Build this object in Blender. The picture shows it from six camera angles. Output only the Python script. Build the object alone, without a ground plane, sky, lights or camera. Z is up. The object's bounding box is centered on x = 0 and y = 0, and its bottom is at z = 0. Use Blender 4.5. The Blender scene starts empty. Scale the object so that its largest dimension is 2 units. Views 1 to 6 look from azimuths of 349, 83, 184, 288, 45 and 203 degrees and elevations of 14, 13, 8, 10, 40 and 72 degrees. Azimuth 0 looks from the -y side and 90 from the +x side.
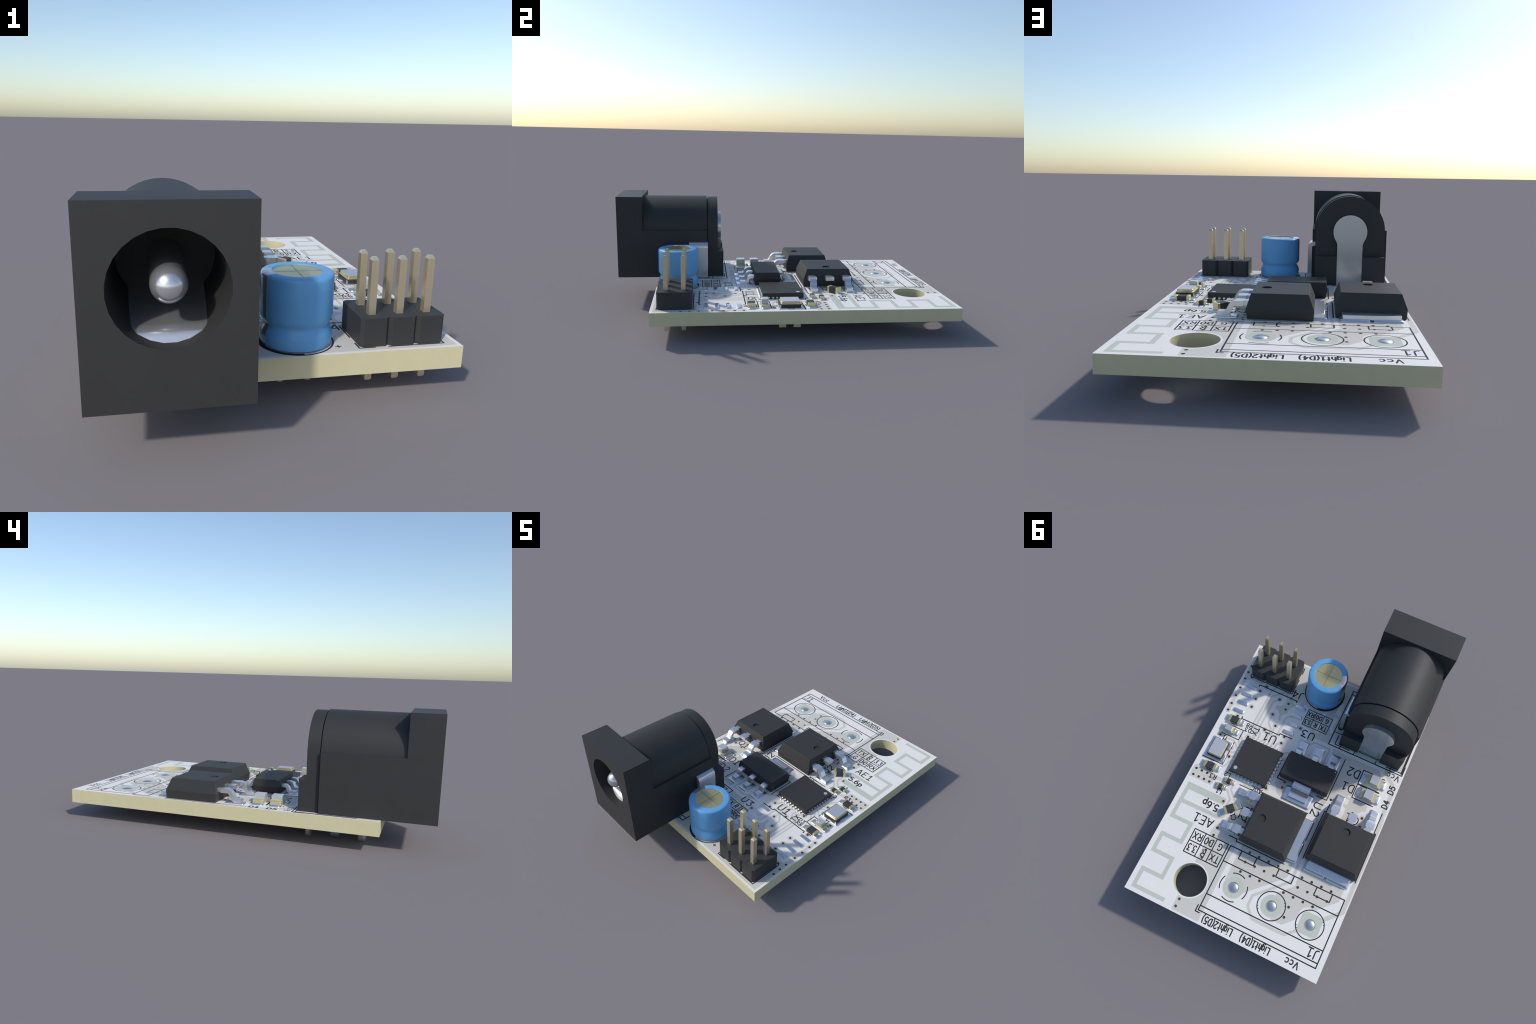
# A small white printed circuit board carrying a barrel jack, an electrolytic capacitor,
# a six pin header, two power transistors, a regulator, a flat microcontroller and small chips.
# All sizes are in millimetres of the real thing; S turns them into scene metres.
import bpy, bmesh, math
from math import sin, cos, pi, radians, hypot, atan2
from mathutils import Vector
from mathutils.geometry import delaunay_2d_cdt

S = 0.04767          # metres per board millimetre
ZT = 0.1716          # height of the board's upper face
TH = 1.575           # board thickness (mm)
BX0, BX1, BY0, BY1 = -12.5, 12.5, -15.47, 20.97

# ------------------------------------------------------------------ materials
def material(name, col, rough=0.5, metal=0.0, var=0.04, scale=60.0, bump=0.0, spec=0.5, coat=0.0):
    m = bpy.data.materials.new(name)
    m.use_nodes = True
    nt = m.node_tree
    b = nt.nodes["Principled BSDF"]
    b.inputs["Roughness"].default_value = rough
    b.inputs["Metallic"].default_value = metal
    b.inputs["Specular IOR Level"].default_value = spec
    b.inputs["Coat Weight"].default_value = coat
    tc = nt.nodes.new("ShaderNodeTexCoord")
    nz = nt.nodes.new("ShaderNodeTexNoise")
    nz.inputs["Scale"].default_value = scale
    nz.inputs["Detail"].default_value = 3
    nt.links.new(tc.outputs["Object"], nz.inputs["Vector"])
    rp = nt.nodes.new("ShaderNodeValToRGB")
    rp.color_ramp.elements[0].position = 0.3
    rp.color_ramp.elements[1].position = 0.7
    rp.color_ramp.elements[0].color = [c * (1 - var) for c in col] + [1]
    rp.color_ramp.elements[1].color = [min(1, c * (1 + var)) for c in col] + [1]
    nt.links.new(nz.outputs["Fac"], rp.inputs["Fac"])
    nt.links.new(rp.outputs["Color"], b.inputs["Base Color"])
    if bump:
        n2 = nt.nodes.new("ShaderNodeTexNoise")
        n2.inputs["Scale"].default_value = 900
        nt.links.new(tc.outputs["Object"], n2.inputs["Vector"])
        bp = nt.nodes.new("ShaderNodeBump")
        bp.inputs["Strength"].default_value = bump
        bp.inputs["Distance"].default_value = 0.001
        nt.links.new(n2.outputs["Fac"], bp.inputs["Height"])
        nt.links.new(bp.outputs["Normal"], b.inputs["Normal"])
    return m

M = {}
M["mask"]    = material("white_solder_mask", (0.82, 0.79, 0.745), 0.55, var=0.008, scale=8, spec=0.3)
M["copper"]  = material("mask_over_copper", (0.632, 0.602, 0.54), 0.55, var=0.008, scale=8, spec=0.3)
M["bare"]    = material("bare_copper_land", (0.555, 0.58, 0.495), 0.5, var=0.01, scale=8, spec=0.3)
M["ink"]     = material("black_silkscreen_ink", (0.027, 0.028, 0.031), 0.7, var=0.02, scale=40, spec=0.2)
M["fr4"]     = material("fibreglass_edge", (0.61, 0.56, 0.352), 0.6, var=0.02, scale=20, spec=0.2)
M["via"]     = material("via_plating", (0.42, 0.38, 0.20), 0.5, 0.2, var=0.03)
M["gold"]    = material("gold_flash", (0.84, 0.74, 0.44), 0.3, 0.8, var=0.02)
M["solder"]  = material("bright_solder", (0.72, 0.74, 0.77), 0.28, 0.9, var=0.015, scale=150)
M["lead"]    = material("tinned_lead", (0.74, 0.75, 0.77), 0.3, 0.85, var=0.02)
M["steel"]   = material("nickel_contact", (0.60, 0.61, 0.63), 0.24, 0.78, var=0.02)
M["black"]   = material("black_plastic", (0.037, 0.037, 0.038), 0.55, var=0.03, scale=30, spec=0.35)
M["jack"]    = material("black_jack_plastic", (0.0345, 0.034, 0.0345), 0.56, var=0.03, scale=12, spec=0.34)
M["chip"]    = material("black_epoxy", (0.037, 0.0355, 0.034), 0.58, var=0.03, scale=60, spec=0.35)
M["blue"]    = material("blue_sleeve", (0.135, 0.385, 0.69), 0.4, var=0.02, scale=20, spec=0.4)
M["band"]    = material("silver_polarity_band", (0.60, 0.61, 0.64), 0.2, 0.8, var=0.02)
M["vent"]    = material("capacitor_vent", (0.64, 0.555, 0.30), 0.3, 0.72, var=0.02)
M["groove"]  = material("vent_groove", (0.50, 0.36, 0.12), 0.35, 0.8, var=0.02)
M["pin"]     = material("pale_gold_pin", (0.73, 0.63, 0.43), 0.3, 0.76, var=0.02)
M["cap"]     = material("gold_end_cap", (0.75, 0.66, 0.34), 0.34, 0.74, var=0.02)
M["res"]     = material("black_resistor_film", (0.04, 0.04, 0.042), 0.5, var=0.02)
M["lid"]     = material("crystal_lid", (0.60, 0.61, 0.64), 0.5, 0.6, var=0.01)
M["lens"]    = material("pale_led_lens", (0.62, 0.63, 0.62), 0.25, 0.45, var=0.01)
M["ledbase"] = material("led_base", (0.78, 0.73, 0.58), 0.35, 0.5, var=0.02)
M["dot"]     = material("pin_one_dot", (0.62, 0.65, 0.70), 0.35, 0.5, var=0.01)

# ------------------------------------------------------------------ object helpers
root = bpy.data.objects.new("circuit_board", None)
bpy.context.scene.collection.objects.link(root)
root["label"] = "white circuit board with barrel jack, blue capacitor and black chips"
root["category"] = "circuit board"

def put(name, mesh, mat=None, parent=root, loc=(0, 0, 0), rot=0.0, world=True, stuff=False):
    """Link an object; loc in mm (z above the board top when parent is the root)."""
    o = bpy.data.objects.new(name, mesh)
    bpy.context.scene.collection.objects.link(o)
    o.parent = parent
    z0 = ZT if (parent is root and world) else 0.0
    o.location = (loc[0] * S, loc[1] * S, z0 + loc[2] * S)
    o.rotation_euler = (0, 0, rot)
    if mat is not None and not mesh.materials:
        mesh.materials.append(M[mat])
    if stuff:
        o["kind"] = "stuff"
    return o

def mesh_from(verts, faces, name="part", smooth=None, scale=S):
    me = bpy.data.meshes.new(name)
    me.from_pydata([(x * scale, y * scale, z * scale) for x, y, z in verts], [], faces)
    bm = bmesh.new(); bm.from_mesh(me)
    bmesh.ops.remove_doubles(bm, verts=bm.verts, dist=1e-6)
    bmesh.ops.recalc_face_normals(bm, faces=bm.faces)
    bm.to_mesh(me); bm.free()
    if smooth is not None:
        shade(me, smooth)
    return me

def shade(me, angle=35):
    for p in me.polygons:
        p.use_smooth = True
    me.set_sharp_from_angle(angle=radians(angle))

def bevel(me, width, seg=2, angle=30):
    bm = bmesh.new(); bm.from_mesh(me)
    ed = [e for e in bm.edges if len(e.link_faces) == 2 and e.calc_face_angle(0) > radians(angle)]
    bmesh.ops.bevel(bm, geom=ed, offset=width * S, segments=seg, profile=0.5, affect='EDGES', clamp_overlap=True)
    bm.to_mesh(me); bm.free()
    shade(me, 40)
    return me

def box(x0, x1, y0, y1, z0, z1, bev=0.0, seg=2):
    v = [(x, y, z) for z in (z0, z1) for x, y in ((x0, y0), (x1, y0), (x1, y1), (x0, y1))]
    f = [(0, 3, 2, 1), (4, 5, 6, 7), (0, 1, 5, 4), (1, 2, 6, 5), (2, 3, 7, 6), (3, 0, 4, 7)]
    me = mesh_from(v, f)
    return bevel(me, bev, seg) if bev else me

def loft(sections, smooth=None, cap=True):
    """Closed sections (lists of 3D points, equal length) joined in order."""
    n = len(sections[0]); v = [p for s in sections for p in s]; f = []
    for k in range(len(sections) - 1):
        for i in range(n):
            j = (i + 1) % n
            f.append((k * n + i, k * n + j, (k + 1) * n + j, (k + 1) * n + i))
    if cap:
        f.append(tuple(range(n - 1, -1, -1)))
        f.append(tuple((len(sections) - 1) * n + i for i in range(n)))
    return mesh_from(v, f, smooth=smooth)

def ring(cx, cy, r, n=24, a0=0.0):
    return [(cx + r * cos(a0 + 2 * pi * i / n), cy + r * sin(a0 + 2 * pi * i / n)) for i in range(n)]

def arc(cx, cy, rx, ry, d0, d1, n=8):
    return [(cx + rx * cos(radians(d0 + (d1 - d0) * i / n)), cy + ry * sin(radians(d0 + (d1 - d0) * i / n))) for i in range(n + 1)]

def roundrect(x0, x1, y0, y1, r, n=4):
    return (arc(x1 - r, y1 - r, r, r, 0, 90, n) + arc(x0 + r, y1 - r, r, r, 90, 180, n)
            + arc(x0 + r, y0 + r, r, r, 180, 270, n) + arc(x1 - r, y0 + r, r, r, 270, 360, n))

def lathe(profile, n=48, smooth=35):
    """Solid of revolution about z from (radius, height) points."""
    v, f = [], []
    for r, z in profile:
        v += [(r * cos(2 * pi * i / n), r * sin(2 * pi * i / n), z) for i in range(n)]
    for k in range(len(profile) - 1):
        for i in range(n):
            j = (i + 1) % n
            f.append((k * n + i, k * n + j, (k + 1) * n + j, (k + 1) * n + i))
    f.append(tuple(range(n - 1, -1, -1)))
    f.append(tuple((len(profile) - 1) * n + i for i in range(n)))
    return mesh_from(v, f, smooth=smooth)

def ccw(p):
    a = sum(p[i][0] * p[(i + 1) % len(p)][1] - p[(i + 1) % len(p)][0] * p[i][1] for i in range(len(p)))
    return p if a > 0 else p[::-1]

def cut_profile(outer, holes):
    """Triangles of a 2D outline with holes."""
    vs, fs = [], []
    for poly in [outer] + holes:
        poly = ccw(poly)
        fs.append(list(range(len(vs), len(vs) + len(poly))))
        vs += [Vector(p) for p in poly]
    V, E, F, _, _, OF = delaunay_2d_cdt(vs, [], fs, 0, 1e-5)
    tris = [f for f, o in zip(F, OF) if 0 in o and not any(k > 0 for k in o)]
    return [tuple(v) for v in V], tris

def plate(outer, holes, a0, a1, axis="y", smooth=30):
    """Extrude an outline with holes between two positions along an axis."""
    V, T = cut_profile(outer, holes)
    def at(p, a):
        return (p[0], a, p[1]) if axis == "y" else (p[0], p[1], a) if axis == "z" else (a, p[0], p[1])
    n = len(V)
    v = [at(p, a0) for p in V] + [at(p, a1) for p in V]
    f = [tuple(t) for t in T] + [tuple(i + n for i in t[::-1]) for t in T]
    use = {}
    for t in T:
        for i in range(3):
            a, b = t[i], t[(i + 1) % 3]
            use[(a, b)] = use.get((a, b), 0) + 1
    for (a, b) in use:
        if (b, a) not in use:
            f.append((b, a, a + n, b + n))
    me = mesh_from(v, f)
    bm = bmesh.new(); bm.from_mesh(me)
    bmesh.ops.dissolve_limit(bm, angle_limit=radians(1), verts=bm.verts, edges=bm.edges)
    bm.to_mesh(me); bm.free()
    shade(me, smooth)
    return me

def sweep(path, widths, thick, smooth=35):
    """Flat strip following a path in the (u, z) plane; width runs along v. Points are centre line."""
    secs = []
    for i, (u, z) in enumerate(path):
        a = path[max(0, i - 1)]; b = path[min(len(path) - 1, i + 1)]
        if i > 0 and path[i - 1] == path[i]: a = path[i - 2]
        if i < len(path) - 1 and path[i + 1] == path[i]: b = path[i + 2]
        L = hypot(b[0] - a[0], b[1] - a[1])
        nu, nz = -(b[1] - a[1]) / L * thick / 2, (b[0] - a[0]) / L * thick / 2
        w = widths[i] / 2
        secs.append([(u + nu, -w, z + nz), (u + nu, w, z + nz), (u - nu, w, z - nz), (u - nu, -w, z - nz)])
    return loft(secs, smooth=smooth)

# ------------------------------------------------------------------ single-stroke lettering
def A(cx, cy, rx, ry, a, b, n=7): return arc(cx, cy, rx, ry, a, b, n)
G = {
 "V": (.66, [[(0, 1), (.33, 0), (.66, 1)]]),
 "c": (.5, [A(.28, .34, .28, .34, 50, 310, 8)]),
 "L": (.5, [[(0, 1), (0, 0), (.5, 0)]]),
 "i": (.08, [[(.04, 0), (.04, .66)], [(.04, .93), (.04, .97)]]),
 "g": (.46, [A(.23, .34, .23, .32, 0, 360, 10), [(.46, .66), (.46, -.1)] + A(.24, -.1, .22, .2, 0, -150, 5)]),
 "h": (.44, [[(0, 0), (0, 1)], [(0, .45)] + A(.22, .45, .22, .21, 180, 0, 6) + [(.44, 0)]]),
 "t": (.34, [[(.13, 1), (.13, .15)] + A(.28, .15, .15, .15, 180, 270, 4), [(0, .66), (.34, .66)]]),
 "1": (.52, [[(.04, .78), (.27, 1), (.27, 0)], [(0, 0), (.52, 0)]]),
 "2": (.56, [A(.28, .72, .27, .28, 160, -25, 7) + [(0, 0), (.56, 0)]]),
 "3": (.56, [[(.02, 1), (.54, 1), (.24, .6)] + A(.27, .3, .29, .3, 90, -140, 8)]),
 "4": (.58, [[(.4, 0), (.4, .98), (.36, 1), (0, .32), (.58, .32)]]),
 "5": (.54, [[(.5, 1), (.08, 1), (.04, .55)] + A(.25, .32, .29, .32, 120, -140, 9)]),
 "6": (.56, [A(.28, .3, .28, .3, 0, 360, 12), [(.0, .3)] + A(.42, .36, .42, .64, 180, 95, 5)]),
 "8": (.54, [A(.27, .76, .22, .24, 0, 360, 10), A(.27, .26, .27, .27, 0, 360, 11)]),
 "0": (.54, [A(.27, .5, .27, .5, 0, 360, 14)]),
 "(": (.24, [A(.5, .4, .5, .78, 130, 230, 6)]),
 ")": (.24, [A(-.26, .4, .5, .78, 50, -50, 6)]),
 "D": (.6, [[(0, 0), (0, 1), (.2, 1)] + A(.2, .5, .4, .5, 90, -90, 9) + [(0, 0)]]),
 "J": (.42, [[(.42, 1), (.42, .28)] + A(.14, .28, .28, .28, 0, -100, 5)]),
 "A": (.64, [[(0, 0), (.32, 1), (.64, 0)], [(.1, .3), (.54, .3)]]),
 "E": (.5, [[(.5, 1), (0, 1), (0, 0), (.5, 0)], [(0, .52), (.4, .52)]]),
 ".": (.08, [[(.04, .02), (.04, .07)]]),
 "p": (.5, [[(0, .66), (0, -.32)], A(.25, .33, .25, .33, 0, 360, 10)]),
 "T": (.62, [[(0, 1), (.62, 1)], [(.31, 1), (.31, 0)]]),
 "X": (.62, [[(0, 1), (.62, 0)], [(0, 0), (.62, 1)]]),
 "R": (.58, [[(0, 0), (0, 1), (.32, 1)] + A(.32, .74, .25, .26, 90, -90, 6) + [(0, .48)], [(.28, .48), (.58, 0)]]),
 "G": (.6, [A(.34, .5, .34, .5, 50, 300, 9) + [(.6, .12), (.6, .45), (.38, .45)]]),
 "U": (.56, [[(0, 1), (0, .28)] + A(.28, .28, .28, .28, 180, 360, 7) + [(.56, 1)]]),
 "Q": (.66, [A(.33, .5, .33, .5, 0, 360, 13), [(.4, .25), (.68, -.1)]]),
 "C": (.56, [A(.34, .5, .34, .5, 50, 310, 9)]),
 "Y": (.6, [[(0, 1), (.3, .5), (.6, 1)], [(.3, .5), (.3, 0)]]),
 "+": (.6, [[(0, .5), (.6, .5)], [(.3, .2), (.3, .8)]]),
}

def capsule(a, b, w, n=3):
    t = atan2(b[1] - a[1], b[0] - a[0]); r = w / 2
    return ([(b[0] + r * cos(t - pi / 2 + pi * i / n), b[1] + r * sin(t - pi / 2 + pi * i / n)) for i in range(n + 1)]
            + [(a[0] + r * cos(t + pi / 2 + pi * i / n), a[1] + r * sin(t + pi / 2 + pi * i / n)) for i in range(n + 1)])

# flat artwork: every shape is (priority, kind, polygon); higher priority wins
ART = []
PR = {"copper": 1, "mask": 2, "track": 3, "bare": 4, "ink": 6, "hole": 9}
groups = {}
def art(kind, poly, layer=None, pr=None):
    ART.append((PR[kind] if pr is None else pr, layer or kind, ccw(poly)))

def line(pts, w, kind="ink", layer=None, pr=None):
    for a, b in zip(pts[:-1], pts[1:]):
        if hypot(b[0] - a[0], b[1] - a[1]) > 1e-6:
            art(kind, capsule(a, b, w), layer, pr)

n_label = [0]
def label(text, x0, x1, y0, y1, w=0.13, rot=0):
    """Lettering whose ink runs from x0 to x1 and from base line y0 to cap height y1 before turning.
    rot = 90 reads along +y (x is then the base line), -90 along -y, 45s about the start."""
    n_label[0] += 1
    lay = "label%02d" % n_label[0]
    adv, strokes = 0.0, []
    for ch in text:
        gw, gl = G[ch]
        for pl in gl:
            strokes.append([(x + adv, y) for x, y in pl])
        adv += gw + 0.27
    adv -= 0.27
    h = y1 - y0
    k = (x1 - x0 - w) / adv
    for pl in strokes:
        q = [(x0 + w / 2 + x * k, y0 + w / 2 + y * (h - w)) for x, y in pl]
        if rot:
            c, s = cos(radians(rot)), sin(radians(rot))
            px, py = rot_origin
            q = [(px + x * c - y * s, py + x * s + y * c) for x, y in q]
        line(q, w, "ink", lay)

def label_turned(text, length, height, ox, oy, rot, w=0.13):
    global rot_origin
    rot_origin = (ox, oy)
    label(text, 0, length, 0, height, w, rot)

# --- terminal block outline (no block fitted)
W = 0.14
line([(3.37, 11.09), (-11.76, 11.09), (-11.76, 19.5), (3.37, 19.5), (3.37, 11.09)], W)
for y in (13.12, 17.42, 18.94):
    line([(3.37, y), (-11.76, y)], W)
line([(3.63, 18.98), (3.63, 19.75), (3.1, 19.75)], W)
for x in (0.82, -4.18, -9.19):
    line([(x + 1.01, 11.13), (x + 1.01, 12.12), (x - 1.01, 12.12), (x - 1.01, 11.13)], W)
JX = (0.81, -4.19, -9.19); JY = 15.43
for x in JX[1:]:
    line(arc(x, JY, 1.69, 1.69, 0, 360, 40), 0.125)
for c in (0, 90, 180, 270):
    line(arc(JX[0], JY, 1.69, 1.69, c - 27, c + 27, 8), 0.125)
for x, a in ((-4.19, 30), (-4.19, 210), (-9.19, 30), (-9.19, 210)):     # small ticks inside the rings
    for d in (-6, 6):
        t = radians(a + d)
        line([(x + 1.69 * cos(t), JY + 1.69 * sin(t)), (x + 1.58 * cos(t), JY + 1.58 * sin(t))], 0.1)
label("Vcc", -9.95, -8.15, 19.74, 20.63, 0.15)
label("Light1(D4)", -6.24, -2.43, 19.71, 20.66, 0.15)
label("Light2(D5)", -1.4, 2.5, 19.69, 20.66, 0.15)
label("J1", -11.6, -10.04, 17.57, 18.8, 0.15)
# --- antenna labels and serial port tables
label("AE1", 6.55, 9.17, 9.16, 10.38, 0.15)
label("5.6p", 6.86, 9.1, 7.19, 8.21, 0.17)
def port_table(xs, ys, cap, wl, wt):
    for x in xs: line([(x, ys[0]), (x, ys[2])], wl)
    for y in ys: line([(xs[0], y), (xs[3], y)], wl)
    cw = xs[1] - xs[0]
    for row, texts in ((1, ("TX", "R", "3.3")), (0, ("G", "D0", "RX"))):
        yc = (ys[row] + ys[row + 1]) / 2
        for i, t in enumerate(texts):
            xc = (xs[i] + xs[i + 1]) / 2
            wd = {"TX": .78, "R": .36, "3.3": .78, "G": .38, "D0": .76, "RX": .80}[t] * cw
            label(t, xc - wd / 2, xc + wd / 2, yc - cap / 2, yc + cap / 2, wt)
port_table((3.69, 5.21, 6.75, 8.27), (11.09, 12.63, 14.16), 0.97, 0.13, 0.14)
port_table((-1.14, 0.03, 1.16, 2.28), (-9.57, -8.42, -7.29), 0.72, 0.10, 0.125)
# --- component names
label("U3", 0.02, 1.82, -6.74, -5.65, 0.15)
label("U1", 4.34, 6.17, -4.23, -3.0, 0.15)
label_turned("TX", 1.2, 0.88, 7.78, -4.3, 90, 0.13)
label("R8", 7.88, 8.8, -4.33, -3.7, 0.11)
label("D3", 7.78, 8.72, -3.7, -3.08, 0.11)
label("Y1", 10.14, 10.8, -1.47, -0.78, 0.11)
label("R3", 8.97, 9.9, 3.86, 4.54, 0.12)
label("L2", 7.51, 8.28, 2.87, 3.53, 0.11)
label("L1", 7.5, 8.25, 5.31, 5.97, 0.11)
label("ADC", 2.93, 4.39, 3.05, 3.72, 0.11)
label_turned("C1", 0.9, 0.66, 4.2, 7.85, -45, 0.11)
label_turned("Q2", 1.85, 1.12, 4.2, 5.86, 90, 0.14)
label_turned("U2", 1.84, 1.16, -3.6, 1.53, 90, 0.15)
label("D2", -7.33, -5.68, -4.62, -3.38, 0.15)
label("D1", -7.4, -5.78, -2.5, -1.31, 0.15)
label_turned("D4", 1.18, 0.86, -12.17, -1.28, -90, 0.16)
label_turned("D5", 1.2, 0.86, -12.17, -3.32, -90, 0.16)
label("Vcc", -12.13, -10.36, -6.07, -5.2, 0.13)
label("Q1", -9.55, -7.79, 1.1, 2.25, 0.14)
label("J4", 3.64, 5.32, -11.43, -10.28, 0.15)
label("+", 3.72, 4.22, -14.58, -13.98, 0.11)
# --- small chip outline (chip not fitted)
line([(9.74, -9.72), (9.74, -9.98), (4.22, -9.98), (4.22, -9.75)], W)
line([(9.76, -4.8), (9.76, -4.53), (4.28, -4.53), (4.28, -4.78), (2.56, -4.78)], W)
# --- other outlines
line([(10.9, -3.09), (8.77, -3.09), (8.77, -1.64), (11.24, -1.64)], 0.12)
line([(9.11, -1.1), (9.11, 2.24), (11.98, 2.24)], 0.12)
for x0, x1, y in ((10.19, 10.71, -3.37), (10.07, 10.63, 3.62), (7.18, 7.45, 4.2), (7.83, 8.05, 5.26),
                  (10.19, 10.71, -4.43), (10.07, 10.63, 2.58)):
    line([(x0, y), (x1, y)], 0.12)
line([(5.28, 7.52), (5.07, 7.31)], 0.12)
QX, QY = 5.32, 0.2
line([(2.74, -1.98), (2.74, -2.46), (3.15, -2.46)], 0.12)
line([(3.25, 2.77), (2.73, 2.77), (2.73, 2.3)], 0.12)
line([(7.97, 2.72), (7.97, 2.45)], 0.12)
line([(7.5, -2.42), (7.93, -2.42), (7.93, -2.05)], 0.12)
line([(5.87, 3.7), (2.96, 3.7)], 0.12)
line([(2.0, -2.82), (2.0, 0.82), (0.9, 0.82)], 0.12)
line([(-4.84, -5.2), (-4.84, 0.82), (-3.52, 0.82)], 0.12)
line([(4.14, 10.06), (3.03, 10.06), (3.03, 10.33), (-3.45, 10.33)], 0.13)
line([(3.03, 3.4), (-3.45, 3.4)], 0.13)
line([(-5.43, 1.1), (-5.43, 2.2), (-5.2, 2.2), (-5.2, 8.7)], 0.13)
line([(-11.84, -0.6), (-11.84, 2.16), (-12.08, 2.16), (-12.08, 8.7)], 0.13)
line([(-8.81, -4.9), (-7.55, -4.9), (-7.55, -0.93), (-10.39, -0.93)], 0.13)
line([(-7.6, -2.88), (-10.4, -2.88)], 0.22)
line([(-10.12, -4.82), (-10.46, -4.82)], 0.13)
# jack outline
line([(-2.0, -14.62), (-2.0, -6.24), (-12.22, -6.24), (-12.22, -7.5)], W)
line([(-2.75, -14.9), (-2.75, -14.1), (-2.0, -14.05)], 0.12)
line([(-2.75, -14.62), (-2.0, -14.62)], W)
line([(-2.0, -8.17), (-3.05, -8.17)], 0.12)
line([(-2.76, -7.87), (-2.76, -6.56), (-4.8, -6.56)], 0.12)
line([(-9.99, -6.56), (-12.02, -6.56)], 0.13)
line([(-12.08, -6.5), (-12.08, -13.0)], 0.27)
for x in (-3.54, -5.49, -8.51, -10.53):
    line([(x, -6.3), (x, -6.7)], 0.12)
# capacitor: ring plus a filled half on the negative side
CX, CY = 1.36, -12.69
line(arc(CX, CY, 2.63, 2.63, 0, 360, 56), 0.13)
art("ink", arc(CX, CY, 2.63, 2.63, 90, 270, 24) + arc(CX, CY, 2.38, 2.38, 270, 90, 24))
# header outline, broken at the first pin
line([(5.29, -13.9), (5.29, -14.78), (6.4, -14.78)], 0.12)
line([(7.4, -14.78), (11.44, -14.78), (11.44, -10.62), (5.29, -10.62), (5.29, -12.9)], 0.12)

# --- bare copper: antenna, lands of the terminal block, jack lands
art("bare",
    [(11.9, 6.1), (6.5, 6.1), (6.5, 7.0), (11.4, 7.0), (11.4, 8.38), (6.6, 8.34), (6.6, 8.87), (11.4, 8.89),
     (11.4, 10.59), (11.9, 10.59)])
for seg in (((11.65, 6.4), (11.65, 10.84)), ((11.65, 10.84), (9.03, 10.84)), ((9.03, 10.84), (9.03, 13.32)),
            ((9.03, 13.32), (11.65, 13.32)), ((11.65, 13.32), (11.65, 15.56)), ((11.65, 15.56), (9.03, 15.56)),
            ((9.03, 15.56), (9.03, 18.04)), ((9.03, 18.04), (11.65, 18.04)), ((11.65, 18.04), (11.65, 20.25)),
            ((11.65, 20.25), (7.74, 20.25))):
    (xa, ya), (xb, yb) = seg
    art("bare", [(min(xa, xb) - .25, min(ya, yb) - .25), (max(xa, xb) + .25, min(ya, yb) - .25),
                 (max(xa, xb) + .25, max(ya, yb) + .25), (min(xa, xb) - .25, max(ya, yb) + .25)])
for x in JX[:2]:
    art("bare", ring(x, JY, 1.3, 40))
art("bare", roundrect(JX[2] - 1.3, JX[2] + 1.3, JY - 1.3, JY + 1.3, 0.6, 6))
art("bare", roundrect(-9.1, -5.6, -8.2, -6.32, 0.3))
art("bare", roundrect(-3.3, -2.06, -12.2, -8.2, 0.5, 5))
art("bare", [(5.47, 3.42), (5.47, 3.6), (4.4, 3.6), (4.4, 3.42)])

# --- copper pours under the mask
art("copper", [(6.3, 20.75), (6.34, 19.0), (6.36, 14.6), (6.38, 10.6), (6.3, 9.9), (6.0, 9.25), (5.5, 8.5), (4.85, 7.4),
               (4.3, 6.2), (4.6, 5.4), (2.77, 5.4), (2.77, 20.68), (2.9, 20.75)])
art("mask", ring(5.85, 16.85, 2.17, 48))
art("copper", [(2.15, 4.0), (2.15, 15.05), (0.81, 15.43), (-0.55, 15.5), (-3.95, 12.15), (-4.47, 11.55), (-4.47, 4.0)])
art("copper", [(-5.65, 8.0), (-5.65, 11.75), (-5.8, 12.06), (-4.1, 13.78), (-4.19, 15.43), (-4.55, 16.6), (-4.79, 16.84), (-6.2, 16.83),
               (-7.36, 15.65), (-7.47, 14.54), (-7.65, 14.07), (-8.06, 13.76), (-8.33, 13.66), (-8.7, 13.79), (-8.96, 13.67),
               (-9.14, 13.61), (-11.22, 11.56), (-11.22, 8.0)])
art("copper", [(12.2, 5.35), (12.28, 5.2), (12.28, 3.76), (11.79, 3.41), (10.5, 3.3), (9.1, 3.9), (8.3, 3.9), (8.3, 4.35), (9.0, 4.4), (9.1, 5.1), (9.32, 5.35)])
# ground area round the header, the capacitor and the jack
art("copper", [(12.2, -15.18), (12.2, -9.3), (11.72, -9.3), (11.62, -9.85), (11.1, -10.24), (10.7, -10.28), (9.8, -10.15), (9.2, -10.6),
               (6.15, -10.6), (5.75, -9.8), (5.5, -9.45), (5.52, -8.84), (5.78, -8.49), (6.4, -8.2), (6.43, -7.83), (5.85, -7.6),
               (5.52, -7.23), (5.44, -6.59), (5.26, -6.43), (5.12, -6.64), (5.17, -7.15), (5.01, -7.48), (4.67, -7.87),
               (4.67, -8.28), (4.51, -8.54), (4.67, -8.86), (4.3, -8.86), (4.3, -9.6), (2.35, -9.6), (2.35, -7.2), (1.0, -7.0), (0.6, -6.2),
               (0.9, -5.3), (0.2, -5.3), (-0.1, -6.2), (-2.0, -6.2), (-2.3, -6.6), (-12.2, -6.6), (-12.2, -15.18)])
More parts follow.
